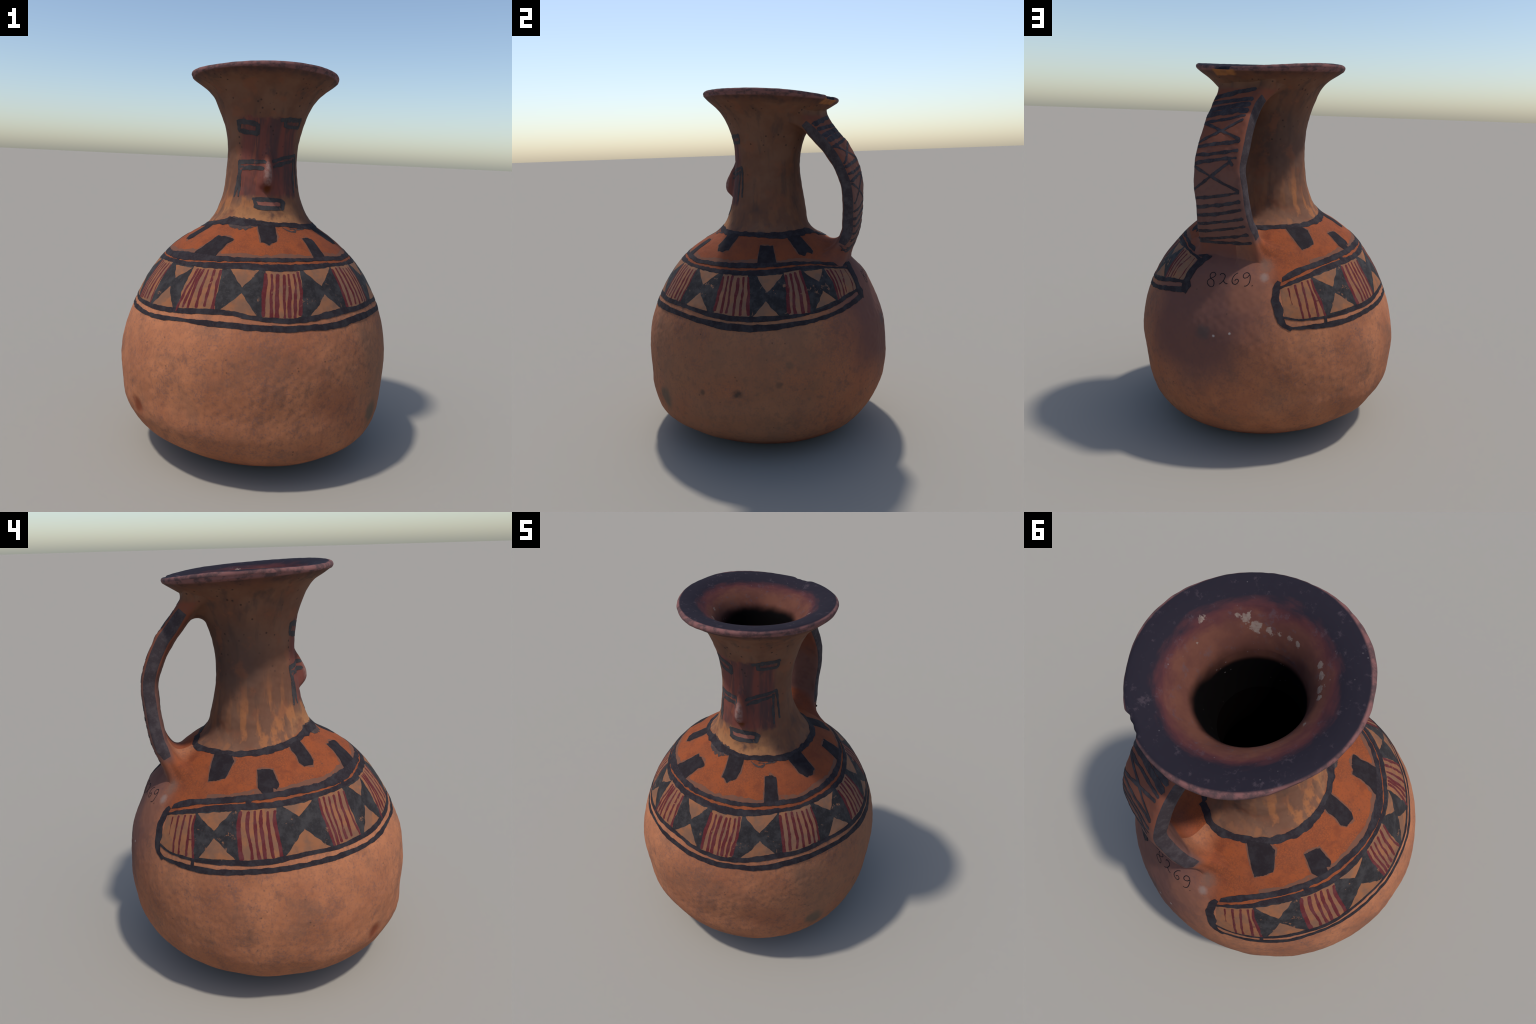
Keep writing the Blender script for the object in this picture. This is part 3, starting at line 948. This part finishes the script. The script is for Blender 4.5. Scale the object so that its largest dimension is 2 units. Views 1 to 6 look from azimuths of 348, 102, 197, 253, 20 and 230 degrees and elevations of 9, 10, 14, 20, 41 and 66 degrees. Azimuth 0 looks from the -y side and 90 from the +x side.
# --- the band lines: angle (deg), then upper and lower edge of the four lines
BAND = np.array([
    (113.9, 0.944, 0.925, 0.911, 0.899, 0.781, 0.770, 0.735, 0.722), (120.5, 0.978, 0.949, 0.937, 0.921, 0.767, 0.758, 0.731, 0.717),
    (126.6, 0.990, 0.969, 0.955, 0.936, 0.768, 0.757, 0.737, 0.716), (135.0, 1.005, 0.984, 0.978, 0.958, 0.770, 0.758, 0.741, 0.714),
    (148.2, 1.024, 1.002, 0.996, 0.974, 0.785, 0.764, 0.747, 0.725), (165.2, 1.040, 1.020, 1.007, 0.986, 0.799, 0.776, 0.762, 0.740),
    (178.2, 1.049, 1.026, 1.017, 0.997, 0.811, 0.793, 0.770, 0.749), (192.1, 1.051, 1.029, 1.022, 1.006, 0.811, 0.794, 0.776, 0.754),
    (205.3, 1.066, 1.031, 1.027, 1.011, 0.817, 0.797, 0.777, 0.759), (217.2, 1.069, 1.039, 1.031, 1.015, 0.827, 0.805, 0.789, 0.768),
    (227.2, 1.070, 1.047, 1.040, 1.018, 0.840, 0.817, 0.797, 0.783), (239.3, 1.074, 1.054, 1.048, 1.024, 0.855, 0.833, 0.807, 0.784),
    (249.5, 1.076, 1.060, 1.054, 1.032, 0.856, 0.836, 0.811, 0.786), (257.6, 1.077, 1.062, 1.053, 1.030, 0.843, 0.824, 0.809, 0.784),
    (269.6, 1.079, 1.062, 1.053, 1.024, 0.837, 0.816, 0.805, 0.779), (281.7, 1.078, 1.064, 1.053, 1.028, 0.842, 0.819, 0.805, 0.781),
    (291.7, 1.076, 1.062, 1.052, 1.031, 0.855, 0.827, 0.805, 0.777), (307.5, 1.075, 1.058, 1.047, 1.033, 0.856, 0.834, 0.818, 0.789),
    (317.5, 1.068, 1.051, 1.041, 1.028, 0.855, 0.834, 0.815, 0.789), (332.0, 1.067, 1.049, 1.038, 1.023, 0.846, 0.827, 0.805, 0.781),
    (344.7, 1.066, 1.046, 1.034, 1.016, 0.834, 0.808, 0.795, 0.765), (357.7, 1.067, 1.044, 1.032, 1.011, 0.822, 0.797, 0.785, 0.750),
    (367.9, 1.065, 1.044, 1.032, 1.010, 0.820, 0.796, 0.782, 0.750), (380.1, 1.064, 1.047, 1.036, 1.014, 0.822, 0.803, 0.788, 0.762),
    (393.2, 1.063, 1.048, 1.040, 1.024, 0.828, 0.817, 0.796, 0.777), (405.8, 1.053, 1.041, 1.034, 1.020, 0.855, 0.835, 0.814, 0.794),
    (417.2, 1.039, 1.021, 1.015, 1.006, 0.880, 0.861, 0.840, 0.816), (427.5, 1.026, 1.006, 1.000, 0.990, 0.888, 0.875, 0.859, 0.833),
    (434.5, 1.014, 0.995, 0.989, 0.978, 0.889, 0.876, 0.861, 0.835)])
BA = BAND[:, 0]


def edge(k, a):
    return hermite(a, BA, BAND[:, k])


def line(name, k, a0, a1, mat, parent):
    A = np.arange(a0, a1, 1.0)
    up = np.stack([A, edge(k, A)], 1); dn_ = np.stack([A, edge(k + 1, A)], 1)
    return film(name, np.concatenate([up, dn_[::-1]]), mat, parent, layer=4, wobble=.0016)


A = np.arange(130, 425, 1.5)
film('paint_halo', np.concatenate([np.stack([A, edge(1, A) + .014 + .004*np.sin(A*.21)], 1), np.stack([A, edge(1, A) - .008], 1)[::-1]]), MAT['halo'], body, layer=.3, wobble=.002)
line('black_line', 1, 114.6, 434.5, MAT['line'], body)
line('black_line', 3, 113.7, 429.5, MAT['line'], body)
line('black_line', 5, 114, 425.8, MAT['line'], body)
line('black_line', 7, 116.2, 428.4, MAT['line'], body)
film('black_line', [(112.3, 0.934), (110.2, 0.904), (109.6, 0.849), (110.6, 0.799), (112.3, 0.750), (114, 0.730), (117.3, 0.713), (119.1, 0.728), (115.7, 0.745),
                    (114.5, 0.784), (114.6, 0.814), (113.3, 0.848), (113.3, 0.897), (114.2, 0.927)], MAT['line'], body, layer=5)
film('black_line', [(436, 1.016), (430.8, 0.954), (428.8, 0.894), (430.2, 0.869), (428.2, 0.830), (424.9, 0.848), (424.5, 0.889), (425.9, 0.935), (428, 0.989), (431.7, 1.009)], MAT['line'], body, layer=5)
for a, k0, k1, w in ((152.5, 2, 3, 1.6), (205, 2, 3, 1.2), (133, 6, 7, .9)):
    film('black_line', [(a - w, float(edge(k0, a)) + .004), (a + w, float(edge(k0, a)) + .004), (a + w*.6, float(edge(k1, a)) - .004), (a - w*.6, float(edge(k1, a)) - .004)],
         MAT['line'], body, layer=4.5)

# --- panels: (left top, right top, left foot, right foot) angles and the stripes in them
PANELS = [
    (113.5, 129.2, 115.4, 133.8), (149.1, 166.1, 153.2, 168.4), (187.0, 202.8, 189.9, 205.0), (220.4, 238.9, 222.7, 241.2),
    (261.1, 281.7, 260.3, 277.0), (303.7, 325.5, 301.7, 320.9), (347.7, 364.0, 345.1, 363.6), (384.5, 395.1, 381.4, 391.9),
    (410.2, 427.3, 407.7, 424.5)]
# each stripe: angles at top, middle and foot, width factor
STRIPES = [
    [(117.4, 118.0, 118.8, 0.45), (120.7, 122.1, 123.1, 0.9), (124.2, 125.2, 126.1, 0.8), (127.2, 129.2, 129.9, 1.0), (129.3, 131.5, 133.2, 1.0)],
    [(149.9, 151.4, 153.1, 1.5), (153.5, 155.2, 157.1, 1.2), (156.4, 158.4, 159.8, 1.2), (159.1, 160.9, 162.0, 1.2), (162.2, 164.0, 165.1, 1.1), (165.4, 167.1, 168.2, 1.2)],
    [(187.2, 189.1, 190.3, 1.2), (189.9, 191.3, 192.0, 1.0), (192.8, 193.5, 194.0, 1.0), (195.8, 196.5, 196.6, 1.2), (199.3, 199.4, 199.5, 1.1), (202.5, 202.6, 204.2, 1.1)],
    [(223.8, 223.8, 222.8, 1.1), (225.6, 226.4, 225.6, 1.2), (227.6, 228.2, 228.3, 1.1), (230.4, 231.6, 232.2, 1.1), (234.0, 235.4, 235.9, 1.1), (237.6, 238.9, 239.7, 1.2)],
    [(261.7, 260.7, 260.9, 1.5), (264.8, 264.1, 264.3, 1.2), (268.3, 266.8, 266.5, 1.4), (271.6, 270.0, 269.7, 1.2), (274.0, 272.8, 271.7, 1.4), (277.0, 275.3, 274.0, 1.3), (279.6, 278.5, 276.4, 1.3)],
    [(304.3, 302.8, 302.2, 1.4), (308.1, 306.6, 305.4, 1.2), (311.9, 310.1, 308.7, 1.2), (314.9, 313.4, 312.4, 1.1), (318.4, 316.9, 316.0, 1.3), (321.6, 320.1, 318.8, 1.1), (324.8, 323.1, 321.5, 1.1)],
    [(348.5, 346.5, 345.8, 1.3), (351.8, 350.1, 349.6, 1.1), (354.4, 352.7, 352.2, 1.1), (358.0, 356.1, 355.8, 1.3), (361.0, 359.4, 359.1, 1.1), (363.7, 362.8, 362.9, 1.3)],
    [(385.1, 382.5, 381.8, 1.5), (388.1, 385.6, 384.6, 1.4), (390.9, 389.0, 388.2, 1.4), (394.3, 392.2, 391.1, 1.4)],
    [(411.3, 409.9, 409.1, 1.2), (414.1, 412.2, 411.0, 0.9), (417.0, 414.9, 413.5, 0.8), (421.4, 417.2, 415.8, 0.7), (425.1, 423.5, 421.3, 0.5)]]


def seam(a_top, a_foot, n=8, top=4, foot=5, inset=0.0):
    """points down a panel side from the band's upper to its lower line"""
    q = np.linspace(0, 1, n)
    a = a_top + (a_foot - a_top)*q
    zt, zf = edge(top, np.full(n, a_top)) - inset, edge(foot, np.full(n, a_foot)) + inset
    return np.stack([a, zt + (zf - zt)*q], 1)


for (lt, rt, lf, rf), stripes in zip(PANELS, STRIPES):
    A = np.linspace(lt, rt, 8); B = np.linspace(rf, lf, 8)
    outline = np.concatenate([np.stack([A, edge(4, A) + .004], 1), np.stack([B, edge(5, B) - .004], 1)])
    panel = film('striped_panel', outline, MAT['panel'], body, layer=1, wobble=.0008)
    for t, m, f, w in stripes:
        zt, zf = float(edge(4, t)) - .004 - .010*RNG.random(), float(edge(5, f)) + .001 + .012*RNG.random()*(RNG.random() < .5)
        if w < .5:
            zf += .06
        zm = (zt + zf)/2
        widths = .0112*w*RNG.uniform(.75, 1.3, 4)
        j = RNG.normal(0, .25, 2)
        stroke('red_stripe', [(t, zt), ((t + m)/2 + j[0], (zt + zm)/2), (m, zm), ((m + f)/2 + j[1], (zm + zf)/2), (f, zf)], widths, MAT['stripe'], body, layer=2.4, wobble=.0011, step=.004)
stroke('red_stripe', [(223, 0.847), (222.8, 0.819)], [.008, .006], MAT['stripe'], body, layer=5, step=.004)
stroke('red_stripe', [(129.3, 0.840), (130.6, 0.840), (131.8, 0.846)], .007, MAT['stripe'], body, layer=2.5, step=.004)

# --- bow ties between the panels: black ground, two tan triangles meeting tip to tip
BOWS = [
    [(130.4, 0.943), (146.3, 0.971), (140.3, 0.892), (140.8, 0.863), (135.8, 0.779), (150.9, 0.788)],
    [(169.1, 0.987), (183, 0.996), (176.7, 0.946), (178.7, 0.901), (170.1, 0.803), (188.4, 0.811)],
    [(207.1, 1.005), (220.5, 1.010), (213.7, 0.953), (213.4, 0.912), (206.5, 0.816), (220.5, 0.829)],
    [(242.5, 1.028), (257.9, 1.028), (250.8, 0.956), (251, 0.932), (243.5, 0.859), (258.3, 0.844)],
    [(283.3, 1.027), (302.7, 1.031), (290.8, 0.960), (290.6, 0.925), (281.2, 0.842), (297.6, 0.859)],
    [(328.1, 1.021), (344.7, 1.014), (335.1, 0.956), (334.7, 0.919), (327.4, 0.849), (342.3, 0.835)],
    [(368.8, 1.007), (383.5, 1.010), (372.1, 0.927), (371.3, 0.891), (365.1, 0.822), (377, 0.823)],
    [(396.1, 1.014), (408.7, 1.014), (401.9, 0.959), (401.3, 0.918), (394.6, 0.839), (407.3, 0.862)]]
for i, B in enumerate(BOWS):
    lt, lf = PANELS[i][1] - .3, PANELS[i][3] - .3
    rt, rf = PANELS[i + 1][0] + .3, PANELS[i + 1][2] + .3
    A = np.linspace(lt, rt, 8); C = np.linspace(rf, lf, 8)
    film('black_bow_tie', np.concatenate([np.stack([A, edge(4, A) + .004], 1), np.stack([C, edge(5, C) - .004], 1)]), MAT['bow'], body, layer=1.7, wobble=.0022)
    film('tan_triangle', B[:3], MAT['panel'], body, layer=2.6, wobble=.0016)
    film('tan_triangle', B[3:], MAT['panel'], body, layer=2.6, wobble=.0016)

# --- line round the foot of the neck, with its smears
NECKLINE = np.array([
    (81.2, 1.181, 1.162), (95.7, 1.162, 1.145), (118.1, 1.163, 1.147), (135.6, 1.165, 1.149), (152.3, 1.172, 1.154), (170.3, 1.187, 1.164),
    (190.4, 1.203, 1.180), (208.6, 1.221, 1.197), (221.1, 1.236, 1.204), (235.1, 1.235, 1.203), (249.9, 1.234, 1.206), (274.8, 1.226, 1.207),
    (299.4, 1.220, 1.197), (317.4, 1.212, 1.189), (340.5, 1.210, 1.189), (363.6, 1.207, 1.184), (387.4, 1.204, 1.173), (406.9, 1.206, 1.175),
    (435.1, 1.199, 1.174), (442.2, 1.179, 1.160)])
A = np.arange(78, 440, 1.5)
film('black_line', np.concatenate([np.stack([A, hermite(A, NECKLINE[:, 0], NECKLINE[:, 1])], 1),
                                   np.stack([A, hermite(A, NECKLINE[:, 0], NECKLINE[:, 2])], 1)[::-1]]), MAT['line'], body,
     Film((math.pi/180*.28, 1.2), wall_place), layer=3.2, wobble=.0022)
film('paint_smear', [(213.1, 1.227), (220.8, 1.242), (234, 1.241), (252, 1.237), (252.9, 1.207), (245.9, 1.192), (238.1, 1.186), (228.2, 1.190), (220.3, 1.205)], MAT['smear'], body, layer=2.2, wobble=.003)
stroke('paint_smear', [(280.5, 1.202), (284.4, 1.190), (290.4, 1.181), (295.4, 1.184), (296.4, 1.195)], [.006, .008, .007, .006], MAT['smear'], body, layer=2.2)
stroke('paint_smear', [(289.4, 1.195), (299.4, 1.190), (309.4, 1.191)], [.005, .008, .005], MAT['smear'], body, layer=2.3)

# --- tabs on the shoulder, hanging from the neck line or standing on the band
TABS = [
    [(121.5, 1.153), (137.4, 1.153), (140.2, 1.135), (137.2, 1.077), (127.7, 1.058), (126.4, 1.081)],
    [(156.8, 1.112), (160.2, 1.115), (167, 1.113), (168.2, 1.064), (166.8, 1.045), (165.1, 1.052), (164.5, 1.034), (159.7, 1.034), (157, 1.055)],
    [(187.6, 1.185), (200.9, 1.195), (198.3, 1.156), (196.3, 1.124), (194.1, 1.111), (187.8, 1.111), (185.7, 1.125), (186.4, 1.145), (185.8, 1.165)],
    [(221.3, 1.151), (229.9, 1.152), (236.5, 1.142), (233.6, 1.121), (229.9, 1.061), (222.2, 1.056), (213.4, 1.054), (215, 1.081)],
    [(253.6, 1.213), (272.2, 1.213), (272, 1.164), (270.4, 1.147), (264.2, 1.130), (258.3, 1.143), (256, 1.172)],
    [(295.8, 1.153), (302.8, 1.154), (305.7, 1.145), (304.4, 1.067), (294.6, 1.067)],
    [(322.9, 1.195), (341, 1.197), (342.2, 1.145), (342.5, 1.121), (337.7, 1.113), (332.7, 1.113), (327.9, 1.135)],
    [(368.8, 1.145), (379.4, 1.141), (380.8, 1.058), (368.2, 1.058)],
    [(394.4, 1.179), (409.5, 1.181), (409.6, 1.103), (407.8, 1.089), (404.5, 1.099), (401.5, 1.089), (397.7, 1.094)]]
for T in TABS:
    A = np.array(T); mid_ = A.mean(0)
    film('paint_halo', mid_ + (A - mid_)*(1.13, 1.10), MAT['halo'], body, layer=.3, wobble=.003)
    film('black_tab', T, MAT['tab'], body, layer=3.6, wobble=.0022)

# --- inventory number in ink under the handle
NUMBER = [
    [(442.4, 0.944), (441.2, 0.952), (439.9, 0.949), (439.5, 0.935), (440.3, 0.925), (442, 0.917), (442.5, 0.906), (442.4, 0.892), (441.5, 0.887), (439.8, 0.893), (438.9, 0.904), (439.2, 0.916), (440.5, 0.925), (442.1, 0.937), (442.4, 0.944)],
    [(444.5, 0.944), (444.8, 0.950), (445.9, 0.952), (447.1, 0.945), (447.2, 0.933), (446.4, 0.916), (445.2, 0.904)],
    [(446.8, 0.922), (448, 0.913), (449.2, 0.912)],
    [(453, 0.961), (451.8, 0.953), (451.1, 0.939), (451.1, 0.923), (451.7, 0.914), (452.9, 0.912), (453.9, 0.920), (453.9, 0.932), (453, 0.935), (452.3, 0.927)],
    [(458.7, 0.958), (457.7, 0.964), (456.3, 0.961), (455.8, 0.950), (456.5, 0.942), (457.9, 0.945), (458.7, 0.956), (459.4, 0.935), (459, 0.918), (458, 0.909), (457.2, 0.908)],
    [(460.6, 0.912), (460.9, 0.911)]]


def pen(name, pts, width, mat, parent):
    """pen line as a chain of short films, so that loops may cross"""
    A = np.array(pts, float)
    s_ = np.concatenate([[0], np.cumsum(np.linalg.norm(np.diff(A*BODY_FILM.scale, axis=0), axis=1))])
    q = np.linspace(0, s_[-1], max(3, int(s_[-1]/.0035)))
    if len(A) > 2:
        B = np.stack([hermite(q, s_, A[:, 0]), hermite(q, s_, A[:, 1])], 1)
    else:
        B = np.stack([np.interp(q, s_, A[:, 0]), np.interp(q, s_, A[:, 1])], 1)
    M = B*BODY_FILM.scale
    T = np.gradient(M, axis=0); T /= np.maximum(np.linalg.norm(T, axis=1, keepdims=True), 1e-9)
    nn = np.stack([-T[:, 1], T[:, 0]], 1)*width/2
    off = [M + nn, M + nn*.4, M - nn*.4, M - nn]
    lift = (-.001, .0009, .0009, -.001)
    V, Nr = [], []
    for o, l in zip(off, lift):
        P, n_ = wall_place(o/np.array(BODY_FILM.scale))
        V.append(P + n_*l); Nr.append(n_)
    V, Nr = np.array(V), np.array(Nr)
    m = len(M)
    F = [(r*m + i, (r + 1)*m + i, (r + 1)*m + i + 1, r*m + i + 1) for r in range(3) for i in range(m - 1)]
    P = V.reshape(-1, 3)
    f = F[m]
    if np.dot(np.cross(P[f[1]] - P[f[0]], P[f[2]] - P[f[0]]), Nr.reshape(-1, 3)[f[0]]) < 0:
        F = [q_[::-1] for q_ in F]
    return make_object(name, P, F, mat, Nr.reshape(-1, 3), parent)


for s_ in NUMBER:
    pen('ink_digit', s_, .0062 if len(s_) > 2 else .010, MAT['ink'], body)

# --- the face
def brush(name, pts, w, layer=2, **kw):
    return stroke(name, pts, w, MAT['face'], neck, NECK_FILM, layer, .0018, step=.004, grid=.008, **kw)


brush('brow', [(221.2, 1.722), (234.1, 1.721), (249.9, 1.710)], [.024, .026, .022])
brush('brow', [(249.9, 1.712), (250.5, 1.685), (249.5, 1.660)], [.022, .024, .020], 2.3)
brush('brow', [(250, 1.664), (236.1, 1.670), (220.1, 1.678)], [.026, .024, .022], 2.6)
brush('brow', [(220.6, 1.680), (221.1, 1.700), (222.2, 1.723)], [.024, .022, .024], 2.9)
brush('brow', [(283, 1.735), (300.6, 1.739), (319.5, 1.742)], [.018, .022, .022])
brush('brow', [(318.5, 1.740), (319.4, 1.723), (318.3, 1.706)], [.014, .012, .014], 2.3)
brush('brow', [(318.3, 1.706), (305.6, 1.706), (291.1, 1.706)], [.018, .020, .016], 2.6)
brush('brow', [(291.1, 1.706), (290.7, 1.721), (289.2, 1.736)], [.018, .020, .016], 2.9)
brush('eye', [(220.6, 1.519), (242.1, 1.522), (262.7, 1.526)], [.022, .022, .016])
brush('eye', [(224.7, 1.489), (242.7, 1.493), (260.7, 1.491)], [.022, .022, .016], 2.3)
brush('eye', [(221.1, 1.526), (223.2, 1.470), (221.4, 1.402), (218.6, 1.340)], [.018, .022, .020, .012], 2.6)
brush('eye', [(225.5, 1.486), (226.1, 1.410), (226.4, 1.344)], [.016, .014, .010], 2.9)
brush('eye', [(274.8, 1.528), (293, 1.550), (321.8, 1.564)], [.016, .018, .018])
brush('eye', [(275.9, 1.500), (293.1, 1.522), (315, 1.535)], [.018, .020, .016], 2.3)
brush('eye', [(316, 1.544), (315.9, 1.465), (314.8, 1.369)], [.016, .015, .010], 2.6)
brush('eye', [(321.9, 1.562), (325.1, 1.472), (325.2, 1.396)], [.014, .013, .010], 2.9)
film('lips', [(252.7, 1.325), (276.6, 1.328), (284.6, 1.322), (283.6, 1.300), (256.5, 1.300)], MAT['mouth_fill'], neck, NECK_FILM, 1, .001)
brush('lips', [(247.9, 1.335), (267.5, 1.337), (283.7, 1.332), (291.7, 1.318)], [.018, .024, .024, .018])
brush('lips', [(288.7, 1.316), (286.6, 1.292)], [.022, .018], 2.3)
brush('lips', [(287.6, 1.292), (270.4, 1.294), (253.5, 1.296)], [.020, .024, .024], 2.6)
brush('lips', [(252.5, 1.296), (251.7, 1.314), (249.8, 1.334)], [.022, .018, .016], 2.9)

# --- strap: cross bars and crosses, dark edges
BARS = [(1.790, 1.835, .021), (1.762, 1.790, .018), (1.730, 1.766, .024), (1.704, 1.738, .026), (1.667, 1.712, .013),
        (1.556, 1.594, .018), (1.515, 1.550, .015), (1.480, 1.517, .018), (1.308, 1.355, .013), (1.262, 1.313, .018),
        (1.223, 1.273, .016), (1.180, 1.230, .014), (1.140, 1.192, .012), (1.098, 1.151, .012), (1.088, 1.108, .014)]
for zl, zr, w in BARS:
    j = RNG.normal(0, .0015, 3)
    z_lo = max(zl, 1.082)
    stroke('handle_bar', [(-.93, z_lo + j[0]), (-.2, z_lo*.62 + zr*.38 + j[1]), (.3, z_lo*.35 + zr*.65 + j[2]), (.82, zr)],
           w*RNG.uniform(.86, 1.12, 4), MAT['handle_line'], handle, STRAP_FILM, 2 + .2*RNG.random(), .0016)
for (a0, z0), (a1, z1), w in (((-.93, 1.670), (.80, 1.602), .014), ((.78, 1.690), (-.93, 1.574), .014),
                              ((-.93, 1.463), (.84, 1.363), .015), ((.62, 1.497), (-.93, 1.352), .015), ((.55, 1.500), (.70, 1.480), .018)):
    stroke('handle_cross', [(a0, z0), ((a0 + a1)/2, (z0 + z1)/2), (a1, z1)], [w, w*.85, w*.9], MAT['handle_line'], handle, STRAP_FILM, 2.8 + .3*RNG.random(), .0015)


def edge_film(u0, u1):
    """dark paint along one narrow side of the strap, following its rounding"""
    zz = np.linspace(1.105, 1.825, 130)
    us = np.linspace(u0, u1, 13)
    P, n_ = [], []
    for k, z in enumerate(zz):
        wv = .012*math.sin(z*31) + .010*math.sin(z*77 + 1)
        mid = (u0 + u1)/2
        taper = min(1.0, .55 + min(k, 129 - k)/9.0*.45)
        q = mid + (us - mid)*(1 + wv)*taper
        f_mid, f_wd, f_half, f_t, f_n, f_th = strap_frame(np.array(z))
        cen_z = f_mid - f_n*f_th/2
        ring = strap_ring(z, q)
        way = f_wd*np.sign((ring[6] - cen_z) @ f_wd)
        P.append(np.array([drop_on_handle(v, (lambda d: d/np.linalg.norm(d))(way + .5*f_n*(((v - cen_z) @ f_n)/f_th*2)), .035)[0] for v in ring]))
    P = np.array(P)
    du = np.gradient(P, axis=1); dv = np.gradient(P, axis=0)
    nn = np.cross(du, dv); nn /= np.linalg.norm(nn, axis=-1, keepdims=True)
    cen = np.array([strap_frame(np.array(z))[0] - .5*strap_frame(np.array(z))[5]*strap_frame(np.array(z))[4] for z in zz])
    if ((P[60, 6] - cen[60]) @ nn[60, 6]) < 0:
        nn = -nn
    lift = np.full(P.shape[:2], .0010)
    lift[0] = lift[-1] = -.001; lift[:, 0] = lift[:, -1] = -.001
    Q = P + nn*lift[..., None]
    m = len(us)
    F = [(r*m + i, r*m + i + 1, (r + 1)*m + i + 1, (r + 1)*m + i) for r in range(len(zz) - 1) for i in range(m - 1)]
    V = Q.reshape(-1, 3)
    f = F[60*(m - 1) + 6]
    if np.dot(np.cross(V[f[1]] - V[f[0]], V[f[2]] - V[f[0]]), nn.reshape(-1, 3)[f[0]]) < 0:
        F = [q[::-1] for q in F]
    make_object('handle_edge', V, F, MAT['handle_edge'], nn.reshape(-1, 3), handle)


edge_film(.165, .335)
edge_film(.665, .835)
